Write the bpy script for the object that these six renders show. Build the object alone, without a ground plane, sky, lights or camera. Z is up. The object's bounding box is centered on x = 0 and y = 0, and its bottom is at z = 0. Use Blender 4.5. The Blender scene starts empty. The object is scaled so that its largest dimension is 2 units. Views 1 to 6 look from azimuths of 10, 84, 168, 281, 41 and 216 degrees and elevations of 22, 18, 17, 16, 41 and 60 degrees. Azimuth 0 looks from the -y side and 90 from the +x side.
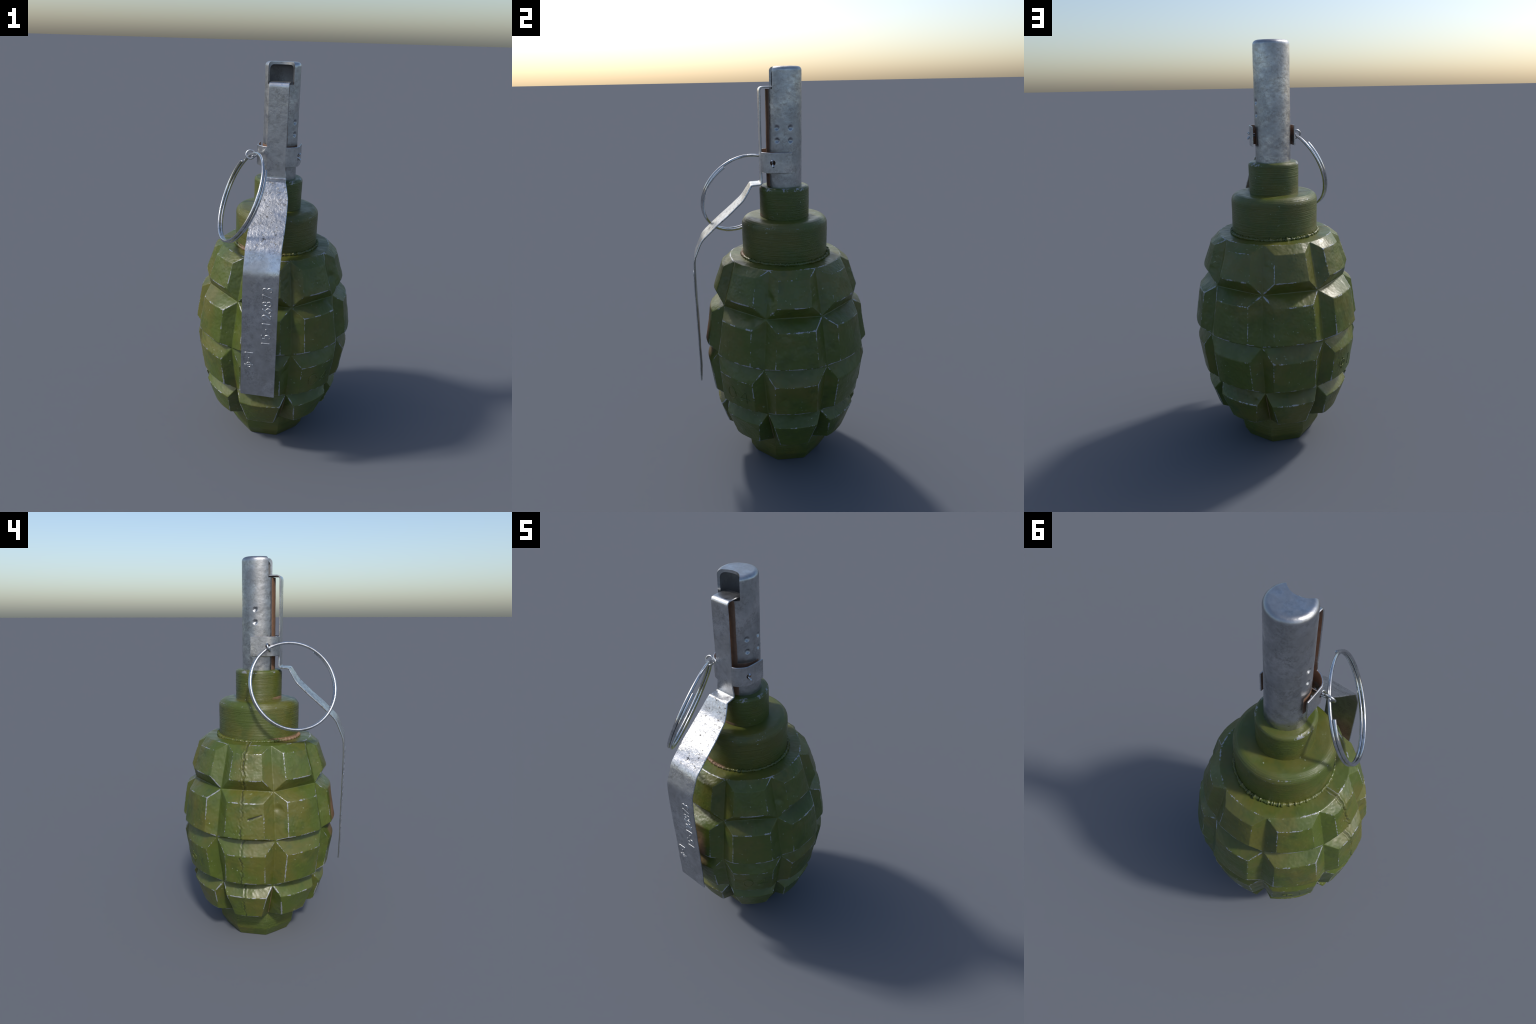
import bpy, bmesh, math
import numpy as np
from mathutils import Vector, noise as mnoise

AX = 0.019          # y of the grenade's axis (x = 0)
rad = math.radians

# --------------------------------------------------------------------------
# helpers
# --------------------------------------------------------------------------
def mesh_object(name, verts, faces, mats, parent=None, smooth=True, face_mats=None):
    me = bpy.data.meshes.new(name)
    me.from_pydata([tuple(map(float, v)) for v in verts], [], [tuple(f) for f in faces])
    for m in mats:
        me.materials.append(m)
    if face_mats is not None:
        me.polygons.foreach_set("material_index", np.array(face_mats, dtype=np.int32))
    if smooth:
        me.polygons.foreach_set("use_smooth", np.ones(len(me.polygons), dtype=bool))
    me.update()
    ob = bpy.data.objects.new(name, me)
    bpy.context.scene.collection.objects.link(ob)
    if parent:
        ob.parent = parent
    return ob


def apply_modifiers(ob):
    dg = bpy.context.evaluated_depsgraph_get()
    me = bpy.data.meshes.new_from_object(ob.evaluated_get(dg))
    ob.modifiers.clear()
    old = ob.data
    ob.data = me
    name = old.name
    bpy.data.meshes.remove(old)
    me.name = name


def sharp_by_angle(ob, deg):
    ob.data.set_sharp_from_angle(angle=rad(deg))


def cut(ob, cutter):
    m = ob.modifiers.new("cut", 'BOOLEAN')
    m.operation, m.object, m.solver = 'DIFFERENCE', cutter, 'EXACT'
    apply_modifiers(ob)
    bpy.data.objects.remove(cutter)


def get_co(me):
    a = np.empty(len(me.vertices) * 3)
    me.vertices.foreach_get("co", a)
    return a.reshape(-1, 3)


def get_no(me):
    a = np.empty(len(me.vertices) * 3, dtype=np.float32)
    me.vertex_normals.foreach_get("vector", a)
    return a.reshape(-1, 3).astype(float)


def set_co(me, a):
    me.vertices.foreach_set("co", a.ravel().astype(np.float32))
    me.update()


def fbm(co, scale, seed, octaves=3):
    off = Vector((seed * 7.13, seed * 3.7, seed * 1.9))
    return np.array([mnoise.fractal(Vector(p) * scale + off, 1.0, 2.0, octaves) for p in co])


def relax(ob, rounds, factor):
    """soften the creases a little: plain neighbour averaging"""
    me = ob.data
    ed = np.empty(len(me.edges) * 2, dtype=np.int32)
    me.edges.foreach_get("vertices", ed)
    ed = ed.reshape(-1, 2)
    co = get_co(me)
    cnt = np.bincount(ed.ravel(), minlength=len(co)).astype(float)[:, None]
    for _ in range(rounds):
        acc = np.zeros_like(co)
        np.add.at(acc, ed[:, 0], co[ed[:, 1]])
        np.add.at(acc, ed[:, 1], co[ed[:, 0]])
        co = co * (1 - factor) + factor * acc / cnt
    set_co(me, co)


class Builder:
    """collects grid patches and welds their shared borders"""
    def __init__(self):
        self.v, self.f, self.key = [], [], {}

    def vid(self, p):
        k = (round(p[0] * 20000), round(p[1] * 20000), round(p[2] * 20000))
        i = self.key.get(k)
        if i is None:
            i = self.key[k] = len(self.v)
            self.v.append(tuple(p))
        return i

    def patch(self, grid):
        ids = [[self.vid(p) for p in row] for row in grid]
        for a, b in zip(ids, ids[1:]):
            for i in range(len(a) - 1):
                q = []
                for x in (a[i], b[i], b[i + 1], a[i + 1]):
                    if x not in q:
                        q.append(x)
                if len(q) > 2:
                    self.f.append(q)


def revolve(profile, segments, closed=False):
    """profile: (radius, z) from the bottom up, about the grenade's axis"""
    v, f, rings = [], [], []
    for r, z in profile:
        if r < 1e-6:
            rings.append([len(v)])
            v.append((0, AX, z))
        else:
            rings.append(list(range(len(v), len(v) + segments)))
            for k in range(segments):
                t = 2 * math.pi * k / segments
                v.append((r * math.cos(t), AX + r * math.sin(t), z))
    for a, b in zip(rings, rings[1:]):
        for k in range(segments):
            k2 = (k + 1) % segments
            q = []
            for x in (a[k % len(a)], a[k2 % len(a)], b[k2 % len(b)], b[k % len(b)]):
                if x not in q:
                    q.append(x)
            if len(q) > 2:
                f.append(q)
    return v, f


def densify(profile, step):
    out = [profile[0]]
    for (a, b), (c, d) in zip(profile, profile[1:]):
        n = max(1, int(math.hypot(c - a, d - b) / step))
        out += [(a + (c - a) * i / n, b + (d - b) * i / n) for i in range(1, n + 1)]
    return out


def arc(cr, cz, r, a0, a1, n):
    return [(cr + r * math.cos(rad(a0 + (a1 - a0) * i / n)), cz + r * math.sin(rad(a0 + (a1 - a0) * i / n))) for i in range(n + 1)]


def wire(paths, radius, sides=12):
    """round wire along each (points, cyclic) path"""
    v, f = [], []
    for pts, cyclic in paths:
        P = [Vector(p) for p in pts]
        n = len(P)
        T = []
        for i in range(n):
            a = P[i - 1] if (i > 0 or cyclic) else P[i]
            b = P[(i + 1) % n] if (i < n - 1 or cyclic) else P[i]
            T.append((b - a).normalized())
        N = T[0].orthogonal().normalized()
        rings = []
        for i in range(n):
            N = (N - T[i] * N.dot(T[i])).normalized()
            B = T[i].cross(N)
            rings.append(list(range(len(v), len(v) + sides)))
            for k in range(sides):
                t = 2 * math.pi * k / sides
                v.append(P[i] + radius * (math.cos(t) * N + math.sin(t) * B))
        for i in range(n if cyclic else n - 1):
            a, b = rings[i], rings[(i + 1) % n]
            shift = 0
            if cyclic and i == n - 1:
                shift = min(range(sides), key=lambda s: (v[a[0]] - v[b[s]]).length)
            for k in range(sides):
                f.append((a[k], a[(k + 1) % sides], b[(k + 1 + shift) % sides], b[(k + shift) % sides]))
        if not cyclic:
            for end, ring, sgn in ((0, rings[0], -1), (n - 1, rings[-1], 1)):
                tip = len(v)
                v.append(P[end] + T[end] * sgn * radius * 0.35)
                for k in range(sides):
                    q = (ring[k], ring[(k + 1) % sides], tip)
                    f.append(q if sgn > 0 else q[::-1])
    return v, f


# --------------------------------------------------------------------------
# materials
# --------------------------------------------------------------------------
class Nodes:
    def __init__(self, name):
        self.mat = bpy.data.materials.new(name)
        self.mat.use_nodes = True
        self.t = self.mat.node_tree
        self.bsdf = self.t.nodes["Principled BSDF"]
        self.coord = self.new('ShaderNodeTexCoord').outputs['Object']
        self._xyz = None

    def new(self, kind, **props):
        n = self.t.nodes.new(kind)
        for k, val in props.items():
            setattr(n, k, val)
        return n

    def put(self, socket, val):
        if isinstance(val, bpy.types.NodeSocket):
            self.t.links.new(val, socket)
        else:
            socket.default_value = val

    def math(self, op, a, b=0.0, c=0.0, clamp=False):
        n = self.new('ShaderNodeMath', operation=op, use_clamp=clamp)
        for s, val in zip(n.inputs, (a, b, c)):
            self.put(s, val)
        return n.outputs[0]

    def step(self, val, lo, hi, out0=0.0, out1=1.0):
        n = self.new('ShaderNodeMapRange', interpolation_type='SMOOTHSTEP')
        self.put(n.inputs[0], val)
        for i, x in zip((1, 2, 3, 4), (lo, hi, out0, out1)):
            self.put(n.inputs[i], x)
        return n.outputs[0]

    def noise(self, scale, detail=4.0, rough=0.55, stretch=None, shift=0.0, distortion=0.0):
        n = self.new('ShaderNodeTexNoise')
        m = self.new('ShaderNodeMapping')
        self.put(m.inputs['Vector'], self.coord)
        m.inputs['Location'].default_value = (shift, shift * 0.7, shift * 1.3)
        m.inputs['Scale'].default_value = stretch or (1, 1, 1)
        self.put(n.inputs['Vector'], m.outputs[0])
        n.inputs['Scale'].default_value = scale
        n.inputs['Detail'].default_value = detail
        n.inputs['Roughness'].default_value = rough
        n.inputs['Distortion'].default_value = distortion
        return n.outputs['Fac']

    def xyz(self):
        if self._xyz is None:
            n = self.new('ShaderNodeSeparateXYZ')
            self.put(n.inputs[0], self.coord)
            self._xyz = n.outputs
        return self._xyz

    def mix(self, fac, a, b):
        n = self.new('ShaderNodeMix', data_type='RGBA')
        self.put(n.inputs[0], fac)
        for s, val in ((n.inputs[6], a), (n.inputs[7], b)):
            self.put(s, val if isinstance(val, bpy.types.NodeSocket) else (*val, 1.0))
        return n.outputs[2]

    def mixf(self, fac, a, b):
        n = self.new('ShaderNodeMix', data_type='FLOAT')
        self.put(n.inputs[0], fac)
        self.put(n.inputs[2], a)
        self.put(n.inputs[3], b)
        return n.outputs[0]

    def bump(self, height, strength, distance, base=None):
        n = self.new('ShaderNodeBump')
        n.inputs['Strength'].default_value = strength
        n.inputs['Distance'].default_value = distance
        self.put(n.inputs['Height'], height)
        if base is not None:
            self.put(n.inputs['Normal'], base)
        return n.outputs[0]


CHIP = (0.27, 0.285, 0.30)


def rust_colour(N):
    return N.mix(N.noise(55, 5, 0.65, shift=4.0), (0.155, 0.086, 0.052), (0.285, 0.168, 0.110))


def make_paint(name, turned=False, chips=True, rust=None, seam=False):
    N = Nodes(name)
    x, y, z = N.xyz()
    green, olive, dark = (0.062, 0.088, 0.012), (0.090, 0.090, 0.015), (0.045, 0.068, 0.012)
    col = N.mix(N.step(N.noise(4.5, 4, 0.6), 0.40, 0.62), green, olive)
    col = N.mix(N.math('MULTIPLY', N.step(N.noise(11, 5, 0.6, shift=3.1), 0.50, 0.68), 0.65), col, dark)
    col = N.mix(N.math('MULTIPLY', N.step(N.noise(16, 6, 0.7, shift=8.3), 0.52, 0.70), 0.25), col, (0.12, 0.14, 0.055))
    rough = N.step(N.noise(20, 5, 0.6, shift=1.7), 0.3, 0.7, 0.30, 0.46)
    metal = 0.0
    height = N.noise(260, 3, 0.6)
    nrm = N.bump(height, 0.10, 0.004)
    if turned:
        lines = N.noise(6, 4, 0.6, stretch=(1, 1, 45), distortion=0.12)
        nrm = N.bump(lines, 0.40, 0.008, nrm)
        col = N.mix(N.math('MULTIPLY', N.step(lines, 0.35, 0.65), 0.30), col, (0.050, 0.066, 0.013))
    beside = 0.0
    if seam:
        deg = N.math('MULTIPLY', N.math('ARCTAN2', N.math('SUBTRACT', y, AX), N.math('MULTIPLY', x, -1.0)), -180 / math.pi)
        line = 2.1
        wave = N.math('ADD', deg, line)
        for amp, freq, ph in ((0.55, 41, 0), (0.42, 97, 1), (0.32, 173, 2), (0.25, 331, 0)):
            wave = N.math('SUBTRACT', wave, N.math('MULTIPLY', N.math('SINE', N.math('MULTIPLY_ADD', z, freq, ph)), amp))
        crack = N.math('MULTIPLY', N.step(N.math('ABSOLUTE', wave), 0.62, 0.25), N.step(x, -0.1, -0.2))
        crack = N.math('MULTIPLY', crack, N.step(N.noise(18, 3, 0.6, shift=11.0), 0.38, 0.55))
        col = N.mix(N.math('MULTIPLY', crack, 0.75), col, (0.022, 0.026, 0.012))
        beside = N.math('MULTIPLY', N.step(N.math('ABSOLUTE', wave), 2.8, 1.8), N.step(x, -0.1, -0.2))
        q = N.math('DIVIDE', N.math('SUBTRACT', deg, 3.1), 9.1, clamp=True)
        ds = N.math('MULTIPLY', N.math('SUBTRACT', deg, N.math('MULTIPLY_ADD', q, 9.1, 3.1)), 0.007)
        dz = N.math('SUBTRACT', z, N.math('MULTIPLY_ADD', q, 0.023, 0.769))
        dist = N.math('SQRT', N.math('ADD', N.math('MULTIPLY', ds, ds), N.math('MULTIPLY', dz, dz)))
        dist = N.math('MULTIPLY_ADD', q, 0.0022, dist)
        back = N.step(x, -0.1, -0.2)
        scratch = N.math('MULTIPLY', N.step(dist, 0.0062, 0.0030), back)
        col = N.mix(N.math('MULTIPLY', scratch, 0.85), col, (0.015, 0.017, 0.014))
        beside = N.math('MAXIMUM', beside, N.math('MULTIPLY', N.step(dist, 0.022, 0.016), back))
    if chips:
        geo = N.new('ShaderNodeNewGeometry')
        edge = N.math('MULTIPLY', N.step(geo.outputs['Pointiness'], 0.506, 0.524), 0.62 if turned else 1.0)
        wear = N.step(N.noise(11, 5, 0.65, shift=5.5), 0.42, 0.66)
        grain = N.noise(95, 4, 0.7, shift=2.2)
        k = N.math('MULTIPLY', edge, N.math('ADD', N.math('MULTIPLY', wear, 0.85), 0.24))
        chip = N.step(N.math('ADD', k, N.math('MULTIPLY', N.math('SUBTRACT', grain, 0.5), 1.8)), 0.49, 0.66)
        chip = N.math('MULTIPLY', chip, N.math('SUBTRACT', 1.0, N.math('MULTIPLY', beside, 0.9)))
        specks = N.math('MULTIPLY', N.step(N.noise(75, 2, 0.5, shift=9.0), 0.69, 0.73), N.step(N.noise(9, 3, 0.6, shift=6.0), 0.50, 0.62))
        col = N.mix(N.math('MULTIPLY', specks, 0.75), col, (0.26, 0.31, 0.22))
        col = N.mix(chip, col, CHIP)
        metal = N.math('MULTIPLY', chip, 0.35)
    if rust:
        mask = rust(N, x, y, z)
        mask = N.step(N.math('ADD', mask, N.math('MULTIPLY', N.math('SUBTRACT', N.noise(30, 5, 0.6, shift=7.7), 0.5), 0.6)), 0.30, 0.95)
        col = N.mix(N.math('MULTIPLY', mask, 0.85), col, rust_colour(N))
        rough = N.mixf(mask, rough, 0.6)
    N.put(N.bsdf.inputs['Base Color'], col)
    N.put(N.bsdf.inputs['Roughness'], rough)
    N.put(N.bsdf.inputs['Metallic'], metal)
    N.put(N.bsdf.inputs['Normal'], nrm)
    return N.mat


def make_steel(name, tone=0.46, rough=(0.28, 0.48), pits=0.15, rust=None, flecks=False, metallic=1.0):
    N = Nodes(name)
    x, y, z = N.xyz()
    cloud = N.step(N.noise(9, 6, 0.62, shift=2.0), 0.34, 0.68)
    spangle = N.noise(38, 5, 0.65, shift=5.0)
    c0 = (tone * 0.72, tone * 0.74, tone * 0.77)
    c1 = (tone * 1.12, tone * 1.15, tone * 1.18)
    col = N.mix(cloud, c0, c1)
    col = N.mix(N.math('MULTIPLY', N.step(spangle, 0.45, 0.70), 0.55), col, (tone * 0.62, tone * 0.63, tone * 0.64))
    fine = N.noise(120, 4, 0.7, shift=15.0)
    patch = N.math('MULTIPLY', N.step(N.noise(14, 4, 0.6, shift=16.0), 0.45, 0.62), N.step(z, 1.99, 1.97, 0.25, 1.0))
    col = N.mix(N.math('MULTIPLY', N.math('MULTIPLY', N.step(fine, 0.42, 0.62), patch), 0.6), col, (tone * 0.5, tone * 0.5, tone * 0.49))
    r = N.step(N.math('ADD', N.math('MULTIPLY', cloud, 0.5), N.math('MULTIPLY', spangle, 0.5)), 0.2, 0.8, rough[1], rough[0])
    nrm = N.bump(N.noise(60, 5, 0.65, shift=1.0), pits, 0.006)
    nrm = N.bump(N.noise(7, 2, 0.5, shift=3.0), 0.12, 0.02, nrm)
    metal = metallic
    if flecks:
        zone = N.math('MULTIPLY', N.step(z, 1.16, 1.24), N.step(z, 1.50, 1.46))
        dots = N.math('MULTIPLY', N.step(N.noise(70, 3, 0.6, shift=12.0), 0.60, 0.66), zone)
        col = N.mix(N.math('MULTIPLY', dots, 0.8), col, (0.09, 0.09, 0.09))
        r = N.mixf(dots, r, 0.6)
        nrm = N.bump(N.math('MULTIPLY', N.noise(75, 4, 0.6, shift=12.5), zone), 0.22, 0.008, nrm)
    if rust:
        mask = rust(N, x, y, z)
        mask = N.step(N.math('ADD', mask, N.math('MULTIPLY', N.math('SUBTRACT', N.noise(26, 5, 0.6, shift=7.7), 0.5), 0.35)), 0.3, 0.7)
        col = N.mix(mask, col, rust_colour(N))
        r = N.mixf(mask, r, 0.55)
        metal = N.math('SUBTRACT', 1.0, N.math('MULTIPLY', mask, 0.85))
    N.put(N.bsdf.inputs['Base Color'], col)
    N.put(N.bsdf.inputs['Roughness'], r)
    N.put(N.bsdf.inputs['Metallic'], metal)
    N.put(N.bsdf.inputs['Normal'], nrm)
    return N.mat


def rust_body(N, x, y, z):
    """rust behind the lever, and in the deep grooves of the lowest row"""
    front = N.math('MULTIPLY', N.step(y, -0.330, -0.40), N.math('MULTIPLY', N.step(N.math('ABSOLUTE', x), 0.120, 0.04), N.step(z, 0.49, 0.63)))
    ang = N.math('ARCTAN2', N.math('SUBTRACT', y, AX), x)
    off = N.math('ABSOLUTE', N.math('SUBTRACT', N.math('FRACT', N.math('DIVIDE', ang, math.pi / 4)), 0.5))
    groove = N.math('MULTIPLY', N.step(off, 0.012, 0.004), N.step(z, 0.375, 0.35))
    return N.math('MAXIMUM', front, N.math('MULTIPLY', groove, 0.8))


def rust_collar(zs):
    def f(N, x, y, z):
        near = N.step(N.math('ABSOLUTE', N.math('SUBTRACT', z, zs)), 0.016, 0.002)
        return N.math('MULTIPLY', near, N.math('MULTIPLY', N.step(y, -0.035, -0.095), N.step(x, 0.085, 0.02)))
    return f


def rust_tube(N, x, y, z):
    front = N.math('MULTIPLY', N.step(y, -0.049, -0.058), N.step(z, 1.915, 1.895))
    band = N.step(N.math('ABSOLUTE', N.math('SUBTRACT', z, 1.577)), 0.052, 0.038)
    return N.math('MAXIMUM', front, N.math('MULTIPLY', band, N.step(y, 0.047, 0.030)))


M_BODY = make_paint("chipped_olive_paint", rust=rust_body, seam=True)
M_BASE = make_paint("turned_olive_paint_base", turned=True, chips=False)
M_NECK = make_paint("turned_olive_paint_neck", turned=True, rust=rust_collar(1.12))
M_FUSE = make_paint("turned_olive_paint_fuse", turned=True, rust=rust_collar(1.315))
M_WELD = make_paint("welded_olive_paint", chips=False, rust=lambda N, x, y, z: N.math('MULTIPLY', N.step(y, -0.06, -0.18), N.step(x, 0.14, 0.00)))
M_MARK = make_paint("cast_mark_paint", chips=False)
M_TUBE = make_steel("galvanised_steel", 0.53, (0.26, 0.43), 0.16, rust=rust_tube)
M_INSIDE = make_steel("dull_inner_steel", 0.42, (0.5, 0.65), 0.2, metallic=0.4)
M_LEVER = make_steel("pitted_lever_steel", 0.58, (0.24, 0.40), 0.15, flecks=True)
M_BACK = make_steel("rusted_steel", 0.42, (0.35, 0.5), 0.2, rust=lambda N, x, y, z: N.math('MULTIPLY', N.step(N.noise(6, 4, 0.6), 0.25, 0.60), N.step(z, 1.40, 1.48, 0.42, 1.0)))
M_STAMP = make_steel("stamped_steel", 0.50, (0.40, 0.52), 0.05)
M_WIRE = make_steel("bright_wire", 0.62, (0.16, 0.30), 0.05)

# --------------------------------------------------------------------------
# the thing
# --------------------------------------------------------------------------
root = bpy.data.objects.new("hand_grenade", None)
bpy.context.scene.collection.objects.link(root)
root["label"] = "olive green segmented pineapple hand grenade with steel fuse, lever and pull ring"
root["category"] = "hand grenade"

# ---- cast body: eight columns of four raised blocks -----------------------
# groove rings (radius, z, how far the ring bulges from a straight chord)
GROOVE = [(0.281, 1.110, 0.75), (0.344, 0.893, 0.05), (0.389, 0.652, 0.45), (0.339, 0.384, 0.35), (0.236, 0.168, 0.6)]
# block rows: top edge (radius, z, degrees from groove), bottom edge
ROWS = [((0.320, 1.076, 9.7), (0.362, 0.953, 9.3)),
        ((0.389, 0.847, 8.9), (0.4175, 0.672, 8.5)),
        ((0.410, 0.576, 8.0), (0.389, 0.418, 7.4)),
        ((0.369, 0.327, 5.8), (0.325, 0.199, 9.8))]
NU, NT, NK = 60, 44, 18
SWELL = [0.0, 0.0, 0.003, 0.0]      # how far the upright grooves bow outwards in each row


def pol(r, t, z):
    return np.array((r * math.cos(rad(t)), AX + r * math.sin(rad(t)), z))


def out_dir(t):
    return np.array((math.cos(rad(t)), math.sin(rad(t)), 0.0))


def groove_curve(i, t0, n):
    r, z, bulge = GROOVE[i]
    a, b = pol(r, t0, z), pol(r, t0 + 45, z)
    return [(1 - bulge) * (a + (b - a) * k / n) + bulge * pol(r, t0 + 45 * k / n, z) for k in range(n + 1)]


def lerp_rows(A, B, n):
    return [[a + (b - a) * k / n for a, b in zip(A, B)] for k in range(n + 1)]


B = Builder()
for c in range(8):
    t0 = 45 * c + 22.5
    for i, ((ra, za, da), (rb, zb, db)) in enumerate(ROWS):
        g0, g1 = groove_curve(i, t0, NU), groove_curve(i + 1, t0, NU)
        A = [pol(ra, t0 + da + (45 - 2 * da) * k / NU, za) for k in range(NU + 1)]
        Z = [pol(rb, t0 + db + (45 - 2 * db) * k / NU, zb) for k in range(NU + 1)]
        B.patch(lerp_rows(g0, A, NK))
        B.patch(lerp_rows(A, Z, NT))
        B.patch(lerp_rows(Z, g1, NK))
        swell = SWELL[i]
        gl = [g0[0] + (g1[0] - g0[0]) * k / NT + out_dir(t0) * swell * math.sin(math.pi * k / NT) for k in range(NT + 1)]
        al = [A[0] + (Z[0] - A[0]) * k / NT for k in range(NT + 1)]
        gr = [g0[-1] + (g1[-1] - g0[-1]) * k / NT + out_dir(t0 + 45) * swell * math.sin(math.pi * k / NT) for k in range(NT + 1)]
        ar = [A[-1] + (Z[-1] - A[-1]) * k / NT for k in range(NT + 1)]
        B.patch(lerp_rows(gl, al, NK)[::-1])
        B.patch(lerp_rows(gr, ar, NK))
    # shoulder up to the neck, underside down to the base
    ring = lambda r, z: [pol(r, t0 + 45 * k / NU, z) for k in range(NU + 1)]
    g0, g4 = groove_curve(0, t0, NU), groove_curve(4, t0, NU)
    B.patch(lerp_rows(ring(0.17, 1.112), g0, 18))
    B.patch(lerp_rows(g4, ring(0.17, 0.150), 14))

body = mesh_object("body", B.v, B.f, [M_BODY], root)
bm = bmesh.new()
bm.from_mesh(body.data)
bmesh.ops.recalc_face_normals(bm, faces=bm.faces)
bm.to_mesh(body.data)
bm.free()
relax(body, 1, 0.45)
co, no = get_co(body.data), get_no(body.data)
if (no[:, 0] * co[:, 0] + no[:, 1] * (co[:, 1] - AX)).mean() < 0:
    body.data.flip_normals()
    no = get_no(body.data)
th = np.degrees(np.arctan2(co[:, 1] - AX, co[:, 0])) % 360
zz, rr = co[:, 2], np.hypot(co[:, 0], co[:, 1] - AX)
d = 0.0030 * fbm(co, 6.0, 1) + 0.0009 * fbm(co, 22.0, 2) + 0.0006 * fbm(co, 90.0, 3, 2)
# shallow knocks
for t, z, size, depth in [(205.5, 0.81, 0.030, 0.008), (340, 0.99, 0.035, 0.006), (70, 0.62, 0.03, 0.004), (100, 0.33, 0.028, 0.005),
                          (352, 0.50, 0.04, 0.005), (15, 0.96, 0.04, 0.004), (290, 0.56, 0.03, 0.004), (330, 0.87, 0.03, 0.004), (60, 0.36, 0.022, 0.006)]:
    s = rr * np.radians((th - t + 180) % 360 - 180)
    d -= depth * np.exp(-(s ** 2 + (zz - z) ** 2) / (size * 0.55) ** 2)
# casting seam down one side: a ragged crack with a raised lip
wig = 177.9 + 0.55 * np.sin(41 * zz) + 0.42 * np.sin(97 * zz + 1) + 0.32 * np.sin(173 * zz + 2) + 0.25 * np.sin(331 * zz)
s = rr * np.radians(th - wig)
amp = (0.55 + 0.5 * np.clip((zz - 0.8) / 0.2, 0, 1)) * (0.7 + 0.6 *  np.array([mnoise.noise(Vector((5.0, 1.0, z * 30.0))) for z in zz]))
on = (zz > 0.19) & (zz < 1.13) & (np.abs(s) < 0.05)
d += np.where(on, amp * (-0.0060 * np.exp(-(s / 0.0032) ** 2) + 0.0036 * np.exp(-((s + 0.008) / 0.0045) ** 2) + 0.0030 * np.exp(-((s - 0.009) / 0.006) ** 2)), 0)
# one deep scratch
a0, z0, a1, z1 = 183.1, 0.769, 192.2, 0.792
q = np.clip((th - a0) / (a1 - a0), 0, 1)
sd = np.hypot(rr * np.radians(th - (a0 + q * (a1 - a0))), zz - (z0 + q * (z1 - z0)))
d -= (0.0065 - 0.004 * q) * np.exp(-(sd / (0.0042 - 0.0015 * q)) ** 2)
set_co(body.data, co + no * d[:, None])

# ---- base plug: octagonal at the foot -------------------------------------
Bb = Builder()
OCT = [(0.0, 0.0), (0.10, 0.0), (0.188, 0.0), (0.195, 0.013), (0.217, 0.052), (0.223, 0.095), (0.222, 0.175), (0.10, 0.18)]
for c in range(8):
    t0 = 45 * c + 22.5
    cols = []
    for r, z in densify(OCT, 0.008):
        a, b = pol(r, t0, z), pol(r, t0 + 45, z)
        k0 = float(np.interp(z, [0.012, 0.055, 0.11], [0.05, 0.12, 0.25]))
        cols.append([(1 - k0) * (a + (b - a) * k / 20) + k0 * pol(r, t0 + 45 * k / 20, z) for k in range(21)])
    Bb.patch(cols)
base = mesh_object("base", Bb.v, Bb.f, [M_BASE], root)
sharp_by_angle(base, 35)

# ---- neck and fuse collars ------------------------------------------------
neck_profile = [(0.0, 1.08), (0.2095, 1.08)] + arc(0.2105 - 0.036, 1.2705, 0.036, 0, 90, 10) + [(0.0, 1.3065)]
v, f = revolve(densify(neck_profile, 0.004), 128)
neck = mesh_object("neck_collar", v, f, [M_NECK], root)
fuse_profile = [(0.0, 1.29), (0.1195, 1.29)] + arc(0.1205 - 0.016, 1.4405, 0.016, 0, 90, 6) + [(0.0, 1.4565)]
v, f = revolve(densify(fuse_profile, 0.0035), 112)
fuse = mesh_object("fuse_collar", v, f, [M_FUSE], root)
for ob, seed in ((neck, 11), (fuse, 12)):
    co, no = get_co(ob.data), get_no(ob.data)
    lines = np.array([mnoise.fractal(Vector((p[0] * 3, p[1] * 3, p[2] * 190 + seed)), 1.0, 2.0, 2) for p in co])
    set_co(ob.data, co + no * (0.0005 * lines + 0.0012 * fbm(co, 9, seed))[:, None])
    sharp_by_angle(ob, 50)

# ---- weld bead where the neck meets the body ------------------------------
v, f = [], []
n1, n2 = 480, 14
for i in range(n1):
    t = 360 * i / n1
    heavy = 0.5 + 0.5 * math.exp(-(((t - 110 + 180) % 360 - 180) / 55) ** 2)
    lump = mnoise.noise(Vector((math.cos(rad(t)) * 13, math.sin(rad(t)) * 13, 2.0)))
    lump2 = mnoise.noise(Vector((math.cos(rad(t)) * 31, math.sin(rad(t)) * 31, 7.0)))
    ridge = math.sin(rad(t) * 55 + 5.0 * lump + 2.0 * lump2)
    rad_minor = 0.0052 + 0.0040 * heavy + 0.0058 * heavy * max(-0.8, ridge) * (0.55 + lump2) + 0.0030 * lump
    for k in range(n2):
        a = 2 * math.pi * k / n2
        j = 1 + 0.25 * mnoise.noise(Vector((math.cos(rad(t)) * 30, math.sin(rad(t)) * 30, a)))
        rm = max(0.0022, rad_minor) * j
        R = 0.2125 + rm * 1.15 * math.cos(a)
        v.append((R * math.cos(rad(t)), AX + R * math.sin(rad(t)), 1.1150 + rm * math.sin(a) + 0.004 * lump2))
for i in range(n1):
    for k in range(n2):
        a, b = i * n2, ((i + 1) % n1) * n2
        f.append((a + k, b + k, b + (k + 1) % n2, a + (k + 1) % n2))
weld = mesh_object("weld_bead", v, f, [M_WELD], root)

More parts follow.
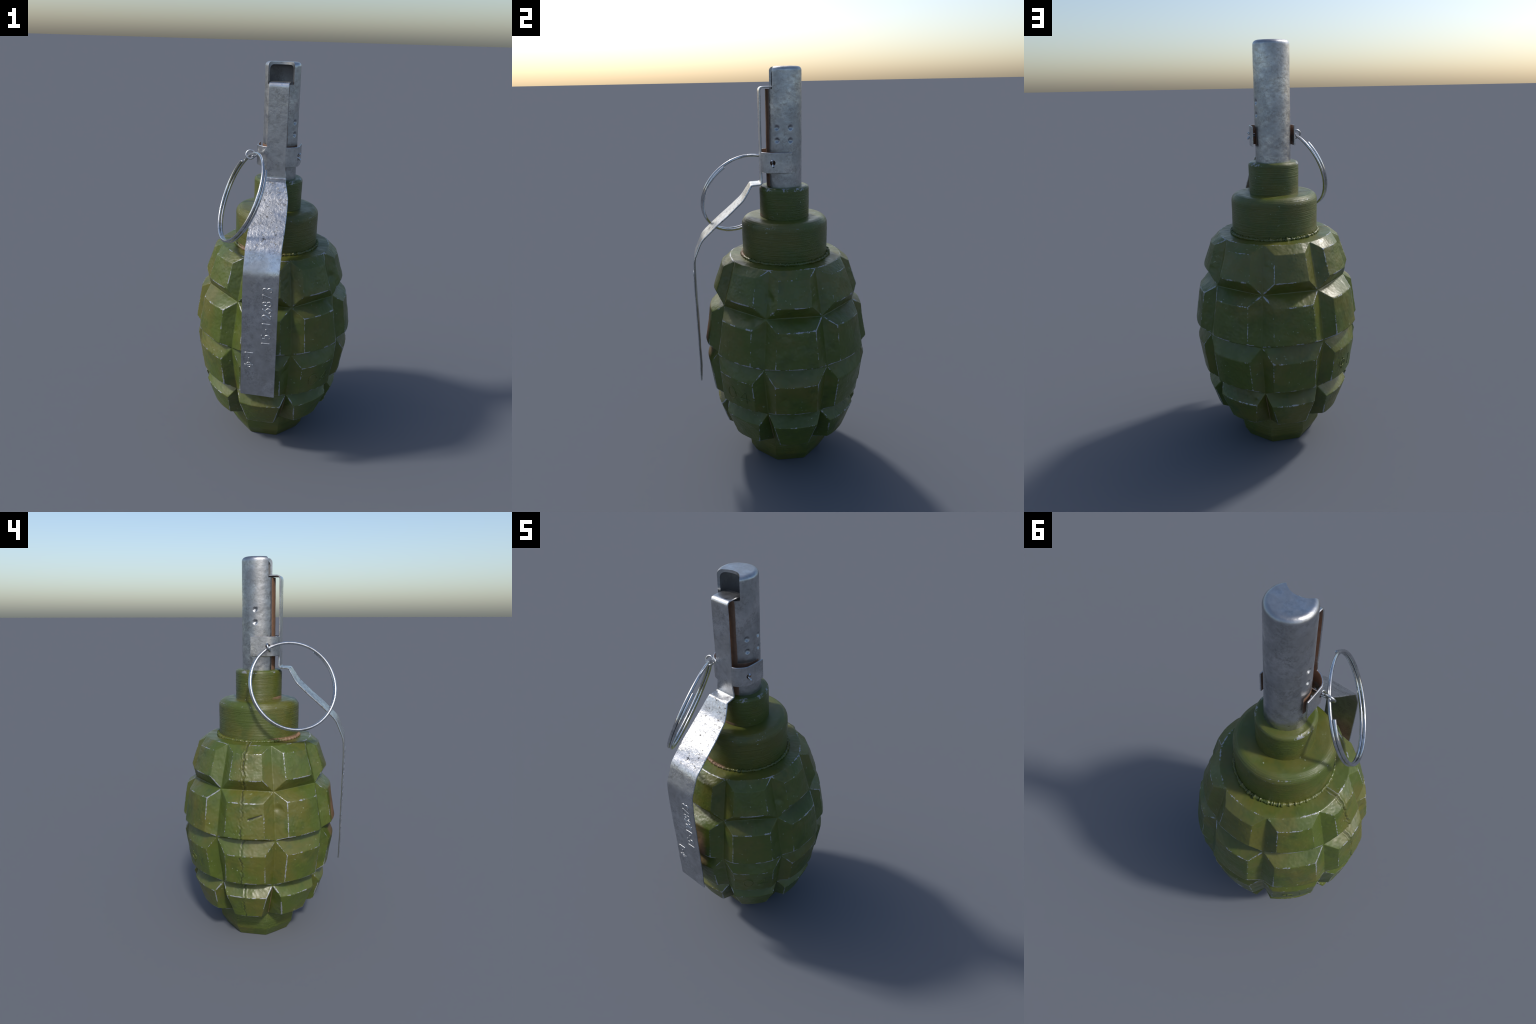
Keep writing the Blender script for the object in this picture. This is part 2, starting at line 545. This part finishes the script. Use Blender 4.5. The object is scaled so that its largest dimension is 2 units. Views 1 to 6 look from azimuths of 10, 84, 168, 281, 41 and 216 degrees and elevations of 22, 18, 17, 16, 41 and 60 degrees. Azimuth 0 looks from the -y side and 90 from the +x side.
# ---- fuse tube: capped, hollow, with a scalloped mouth --------------------
R, TOP = 0.0845, 2.0
outer = [(R, 1.43)] + arc(R - 0.019, TOP - 0.019, 0.019, 0, 90, 10) + [(0.0, TOP)]
v, f = revolve([(0.0, 1.43)] + densify(outer, 0.003), 176)
tube = mesh_object("fuse_tube", v, f, [M_TUBE, M_INSIDE], root)
co, no = get_co(tube.data), get_no(tube.data)
th = np.degrees(np.arctan2(co[:, 1] - AX, co[:, 0])) % 360
rr = np.hypot(co[:, 0], co[:, 1] - AX)
d = 0.0007 * fbm(co, 14, 21) + 0.0003 * fbm(co, 50, 22, 2)
for t, z in [(331, 1.7325), (331.5, 1.6755), (14.5, 1.7325), (14.5, 1.6755), (177.7, 1.753), (177.7, 1.693)]:
    s = np.hypot(R * np.radians((th - t + 180) % 360 - 180), co[:, 2] - z)
    d -= np.where(rr > 0.07, 0.0085 * np.clip(1 - (s / 0.0115) ** 2, 0, 1) ** 0.8, 0)
set_co(tube.data, co + no * d[:, None])
inner = [(0.0, 1.80)] + [(R - 0.0105, 1.80)] + arc(R - 0.0105 - 0.022, TOP - 0.0115 - 0.022, 0.022, 0, 90, 8) + [(0.0, TOP - 0.0115)]
v, f = revolve(densify(inner, 0.02), 96)
hollow = mesh_object("hollow", v, f, [M_INSIDE])
cut(tube, hollow)
mouth_v, mouth_f = [], []
for z in (1.903, 2.1):
    for k in range(72):
        a = 2 * math.pi * k / 72
        mouth_v.append((0.0705 * math.cos(a), -0.075 + 0.0705 * math.sin(a), z))
mouth_f = [(k, (k + 1) % 72, 72 + (k + 1) % 72, 72 + k) for k in range(72)] + [tuple(range(71, -1, -1)), tuple(range(72, 144))]
mouth = mesh_object("mouth", mouth_v, mouth_f, [M_TUBE])
cut(tube, mouth)
tube.data.polygons.foreach_set("use_smooth", np.ones(len(tube.data.polygons), dtype=bool))
sharp_by_angle(tube, 40)

# ---- safety lever: one bent strip of sheet steel --------------------------
def rounded(points, radii):
    """polyline in (y, z) whose corners are replaced by arcs of the given size"""
    out = [np.array(points[0], float)]
    for i in range(1, len(points) - 1):
        p, a, b = (np.array(points[j], float) for j in (i, i - 1, i + 1))
        r = radii[i]
        if r <= 0:
            out.append(p)
            continue
        u, w = (a - p) / np.linalg.norm(a - p), (b - p) / np.linalg.norm(b - p)
        p0, p2 = p + u * r, p + w * r
        for k in range(9):
            t = k / 8
            out.append((1 - t) ** 2 * p0 + 2 * t * (1 - t) * p + t * t * p2)
    out.append(np.array(points[-1], float))
    return out


LEVER = [(-0.004, 1.9120), (-0.0955, 1.9115), (-0.0937, 1.4680), (-0.1440, 1.4655), (-0.1850, 1.3990), (-0.2500, 1.3400),
         (-0.3150, 1.2850), (-0.3920, 1.2120), (-0.4340, 1.1150), (-0.4380, 1.0000), (-0.4352, 0.8000), (-0.4332, 0.4610)]
LRAD = [0, 0.018, 0.012, 0.005, 0.022, 0.02, 0.02, 0.022, 0.022, 0.03, 0.05, 0]
THICK = 0.0068
path = rounded(LEVER, LRAD)
dense = [path[0]]
for p, q in zip(path, path[1:]):
    n = max(1, int(np.linalg.norm(q - p) / 0.006))
    dense += [p + (q - p) * k / n for k in range(1, n + 1)]
path = np.array(dense)
run = np.concatenate([[0], np.cumsum(np.linalg.norm(np.diff(path, axis=0), axis=1))])
tan = np.gradient(path, run, axis=0)
tan /= np.linalg.norm(tan, axis=1)[:, None]
out = np.stack([-np.abs(tan[:, 1]) * 0 + tan[:, 1], -tan[:, 0]], 1)   # points away from the body


def half_width(y, z):
    if z > 1.88:
        return 0.0462
    if z > 1.50:
        return 0.0468
    ys = [-0.0935, -0.144, -0.157, -0.186, -0.237, -0.31, -0.44]
    ws = [0.0520, 0.0570, 0.0650, 0.0775, 0.0815, 0.0845, 0.0840]
    return float(np.interp(-y, [-t for t in ys], ws))


hw = np.array([half_width(y, z) for y, z in path])
kernel = np.ones(5) / 5
hw = np.concatenate([hw[:2], np.convolve(hw, kernel, 'valid'), hw[-2:]])
NX = 28
v, f, fm = [], [], []
m = len(path)
bevel = 0.0022
# cross-section of the strip: front face, chamfered edges, back face
cross = [(-1 + 2 * k / NX, 0.0, 1) for k in range(NX + 1)]
for i in range(m):
    y, z = path[i]
    oy, oz = out[i]
    w = hw[i]
    sec = [(-w, -THICK / 2 + bevel), (-w, THICK / 2 - bevel)]
    sec += [(-w + bevel + 2 * (w - bevel) * k / NX, THICK / 2) for k in range(NX + 1)]
    sec += [(w, THICK / 2 - bevel), (w, -THICK / 2 + bevel)]
    sec += [(w - bevel - 2 * (w - bevel) * k / NX, -THICK / 2) for k in range(NX + 1)]
    sway = 0.0010 if z < 1.2 else 0.0
    for x, t in sec:
        wave = 0.0016 * mnoise.fractal(Vector((x * 9, y * 9, z * 9)), 1.0, 2.0, 2) if z < 1.4 else 0.0005 * mnoise.noise(Vector((x * 15, y * 15, z * 15)))
        v.append((x + sway, y + oy * (t + wave), z + oz * (t + wave)))
ns = len(sec)
for i in range(m - 1):
    for k in range(ns):
        a, b = i * ns, (i + 1) * ns
        f.append((a + k, a + (k + 1) % ns, b + (k + 1) % ns, b + k))
        back = k >= NX + 5 and k < 2 * NX + 5
        fm.append(1 if back else 0)
f += [tuple(range(ns - 1, -1, -1)), tuple(range((m - 1) * ns, m * ns))]
fm += [0, 0]
lever = mesh_object("safety_lever", v, f, [M_LEVER, M_BACK], root, face_mats=fm)
bm = bmesh.new()
bm.from_mesh(lever.data)
bmesh.ops.recalc_face_normals(bm, faces=bm.faces)
bm.to_mesh(lever.data)
bm.free()
sharp_by_angle(lever, 32)

# ---- clip: two ears of the lever bent round the tube ----------------------
def ear(sign):
    plan = [(0.038, -0.0935), (0.050, -0.0930), (0.066, -0.0865), (0.082, -0.0730), (0.0930, -0.0590), (0.0985, -0.0460), (0.1005, -0.0150), (0.1020, 0.0425)]
    P = [np.array(plan[0])]
    for a, b in zip(plan, plan[1:]):
        a, b = np.array(a), np.array(b)
        n = max(1, int(np.linalg.norm(b - a) / 0.006))
        P += [a + (b - a) * k / n for k in range(1, n + 1)]
    P = np.array(P)
    T = np.gradient(P, axis=0)
    T /= np.linalg.norm(T, axis=1)[:, None]
    nrm = np.stack([T[:, 1], -T[:, 0]], 1)
    h = 0.0031
    z0, z1, nz, bev = 1.5275, 1.6230, 14, 0.0018
    v, f, fm = [], [], []
    for i, (p, n) in enumerate(zip(P, nrm)):
        sec = [(-h, z0 + bev), (-h + bev, z0), (h - bev, z0), (h, z0 + bev)]
        sec += [(h, z0 + bev + (z1 - z0 - 2 * bev) * k / nz) for k in range(1, nz + 1)]
        sec += [(h - bev, z1), (-h + bev, z1)]
        sec += [(-h, z1 - bev - (z1 - z0 - 2 * bev) * k / nz) for k in range(nz)]
        for t, z in sec:
            q = p + n * t
            v.append((sign * q[0], q[1], z + (0.004 * max(0, q[0] - 0.09) / 0.012 * 0)))
    ns = len(sec)
    for i in range(len(P) - 1):
        for k in range(ns):
            a, b = i * ns, (i + 1) * ns
            f.append((a + k, a + (k + 1) % ns, b + (k + 1) % ns, b + k))
            fm.append(1 if k >= ns - nz - 1 else 0)
    f += [tuple(range(ns - 1, -1, -1)), tuple(range((len(P) - 1) * ns, len(P) * ns))]
    fm += [0, 0]
    ob = mesh_object("lever_clip", v, f, [M_LEVER, M_BACK], lever, face_mats=fm)
    bm = bmesh.new()
    bm.from_mesh(ob.data)
    bmesh.ops.recalc_face_normals(bm, faces=bm.faces)
    bm.to_mesh(ob.data)
    bm.free()
    hv, hf = [], []
    for xx in (0.07, 0.13):
        for k in range(32):
            a = 2 * math.pi * k / 32
            hv.append((sign * xx, -0.0455 + 0.0125 * math.cos(a), 1.5765 + 0.0125 * math.sin(a)))
    hf = [(k, (k + 1) % 32, 32 + (k + 1) % 32, 32 + k) for k in range(32)] + [tuple(range(31, -1, -1)), tuple(range(32, 64))]
    drill = mesh_object("drill", hv, hf, [M_BACK])
    bm = bmesh.new()
    bm.from_mesh(drill.data)
    bmesh.ops.recalc_face_normals(bm, faces=bm.faces)
    bm.to_mesh(drill.data)
    bm.free()
    cut(ob, drill)
    ob.data.polygons.foreach_set("use_smooth", np.ones(len(ob.data.polygons), dtype=bool))
    sharp_by_angle(ob, 32)


ear(1)
ear(-1)

# ---- split pin through the clip, with its eye ------------------------------
eye_c = Vector((-0.1330, -0.0535, 1.5725))
eye_n = Vector((0.05, -0.92, 0.38)).normalized()
eye_x = Vector((1, 0, 0)) - eye_n * eye_n.x
eye_x.normalize()
eye_z = eye_n.cross(eye_x) * -1
if eye_z.z < 0:
    eye_z = -eye_z
RE = 0.0205
loop = [eye_c + RE * (math.cos(rad(a)) * eye_x + math.sin(rad(a)) * eye_z) for a in np.linspace(28, 332, 40)]
tail_a = [(-0.098, -0.047, 1.5795), (-0.05, -0.0458, 1.5795), (0.05, -0.0455, 1.5795), (0.094, -0.0455, 1.5790), (0.104, -0.0470, 1.5830), (0.109, -0.0500, 1.5900)]
tail_b = [(-0.098, -0.047, 1.5720), (-0.05, -0.0458, 1.5725), (0.05, -0.0455, 1.5725), (0.094, -0.0455, 1.5715), (0.105, -0.0450, 1.5660), (0.111, -0.0440, 1.5580)]
pts = [Vector(p) for p in tail_a[::-1]] + loop + [Vector(p) for p in tail_b]
v, f = wire([(pts, False)], 0.0049, 14)
pin = mesh_object("split_pin", v, f, [M_WIRE], root)

# ---- pull ring: spring wire wound one and three quarter turns -------------
rc = np.array((-0.1515, -0.1815, 1.3902))
rn = np.array((-0.825, -0.413, 0.3855))
ra_ = np.array((-0.4477, 0.8942, 0.0))
rb_ = np.array((0.3447, 0.1726, 0.9227))
RR = 0.2205
pts = []
t_start, t_end, nn = 42, -592, 240
for k in range(nn + 1):
    t = t_start + (t_end - t_start) * k / nn
    offs = 0.0122 - 0.0244 * k / nn
    wob = 1 + 0.004 * math.sin(rad(t) * 3)
    pts.append(tuple(rc + RR * wob * (math.cos(rad(t)) * ra_ + math.sin(rad(t)) * rb_) + rn * offs))
v, f = wire([(pts, False)], 0.0072, 16)
ring_ob = mesh_object("pull_ring", v, f, [M_WIRE], root)
for ob in (pin, ring_ob):
    sharp_by_angle(ob, 60)

# ---- lettering ------------------------------------------------------------
def ell(cx, cy, rx, ry, a0=0, a1=360, n=20):
    return [(cx + rx * math.cos(rad(a0 + (a1 - a0) * k / n)), cy + ry * math.sin(rad(a0 + (a1 - a0) * k / n))) for k in range(n + 1)]


# single-stroke figures in a box 0.6 wide and 1 high, origin at the middle
GLYPH = {
    '0': [ell(0, 0, 0.29, 0.5)],
    '1': [[(0.0, -0.5), (0.0, 0.5), (-0.12, 0.36)]],
    '2': [ell(0, 0.22, 0.27, 0.28, 170, -35, 14) + [(-0.28, -0.5), (0.28, -0.5)]],
    '3': [ell(-0.02, 0.25, 0.26, 0.25, 150, -90, 14) + ell(-0.02, -0.25, 0.28, 0.25, 90, -150, 14)],
    '4': [[(0.14, -0.5), (0.14, 0.5), (-0.30, -0.18), (0.32, -0.18)]],
    '5': [[(0.24, 0.5), (-0.20, 0.5), (-0.23, 0.06)] + ell(-0.02, -0.18, 0.27, 0.31, 125, -145, 14)],
    '6': [[(0.20, 0.5)] + ell(0, -0.2, 0.28, 0.30, 150, 510, 20)],
    '7': [[(-0.27, 0.5), (0.27, 0.5), (-0.08, -0.5)]],
    '8': [ell(0, 0.25, 0.23, 0.25), ell(0, -0.25, 0.28, 0.25)],
    '-': [[(-0.2, 0.0), (0.2, 0.0)]],
    'F': [ell(0, 0, 0.33, 0.27), [(0, -0.5), (0, 0.5)]],
}


def finer(line, step):
    outp = [line[0]]
    for a, b in zip(line, line[1:]):
        n = max(1, int(math.hypot(b[0] - a[0], b[1] - a[1]) / step))
        outp += [(a[0] + (b[0] - a[0]) * k / n, a[1] + (b[1] - a[1]) * k / n) for k in range(1, n + 1)]
    return outp


def lever_front(z):
    i = int(np.argmin(np.abs(path[:, 1] - z) + (path[:, 0] > -0.40) * 9))
    return path[i, 0] - THICK / 2


def lever_text(name, text, x_mid, z_first, pitch, height, width):
    paths = []
    for k, ch in enumerate(text):
        for line in GLYPH[ch]:
            pts = []
            for gx, gy in finer(line, 0.08):
                x = x_mid - gy * height            # figures lie on their side, reading upwards
                z = z_first + k * pitch + gx * width
                wave = 0.0016 * mnoise.fractal(Vector((x * 9, (lever_front(z) + THICK / 2) * 9, z * 9)), 1.0, 2.0, 2)
                pts.append((x, lever_front(z) - wave + 0.0010, z))
            paths.append((pts, False))
    v, f = wire(paths, 0.0034, 8)
    ob = mesh_object(name, v, f, [M_STAMP], lever)
    return ob


lever_text("stamped_number", "15-126873", 0.0345, 0.7607, 0.03467, 0.0415, 0.040)
lever_text("stamped_type", "F-1", -0.0435, 0.6331, 0.0337, 0.0420, 0.038)


def body_text(name, text, t_first, pitch, z_mid, height, width):
    """figures cast on the blocks of the third row"""
    (ra, za, _), (rb, zb, _) = ROWS[2]
    paths = []
    for k, ch in enumerate(text):
        for line in GLYPH[ch]:
            pts = []
            for gx, gy in finer(line, 0.08):
                z = z_mid + gy * height
                r = ra + (rb - ra) * (za - z) / (za - zb) - 0.0005
                t = t_first + k * pitch + math.degrees(gx * width / r)
                pts.append(pol(r, t, z))
            paths.append((pts, False))
    v, f = wire(paths, 0.0030, 8)
    return mesh_object(name, v, f, [M_MARK], body)


body_text("cast_number", "04", 311.0, 11.0, 0.489, 0.066, 0.085)
body_text("cast_type", "F1", 131.0, 9.0, 0.490, 0.066, 0.075)
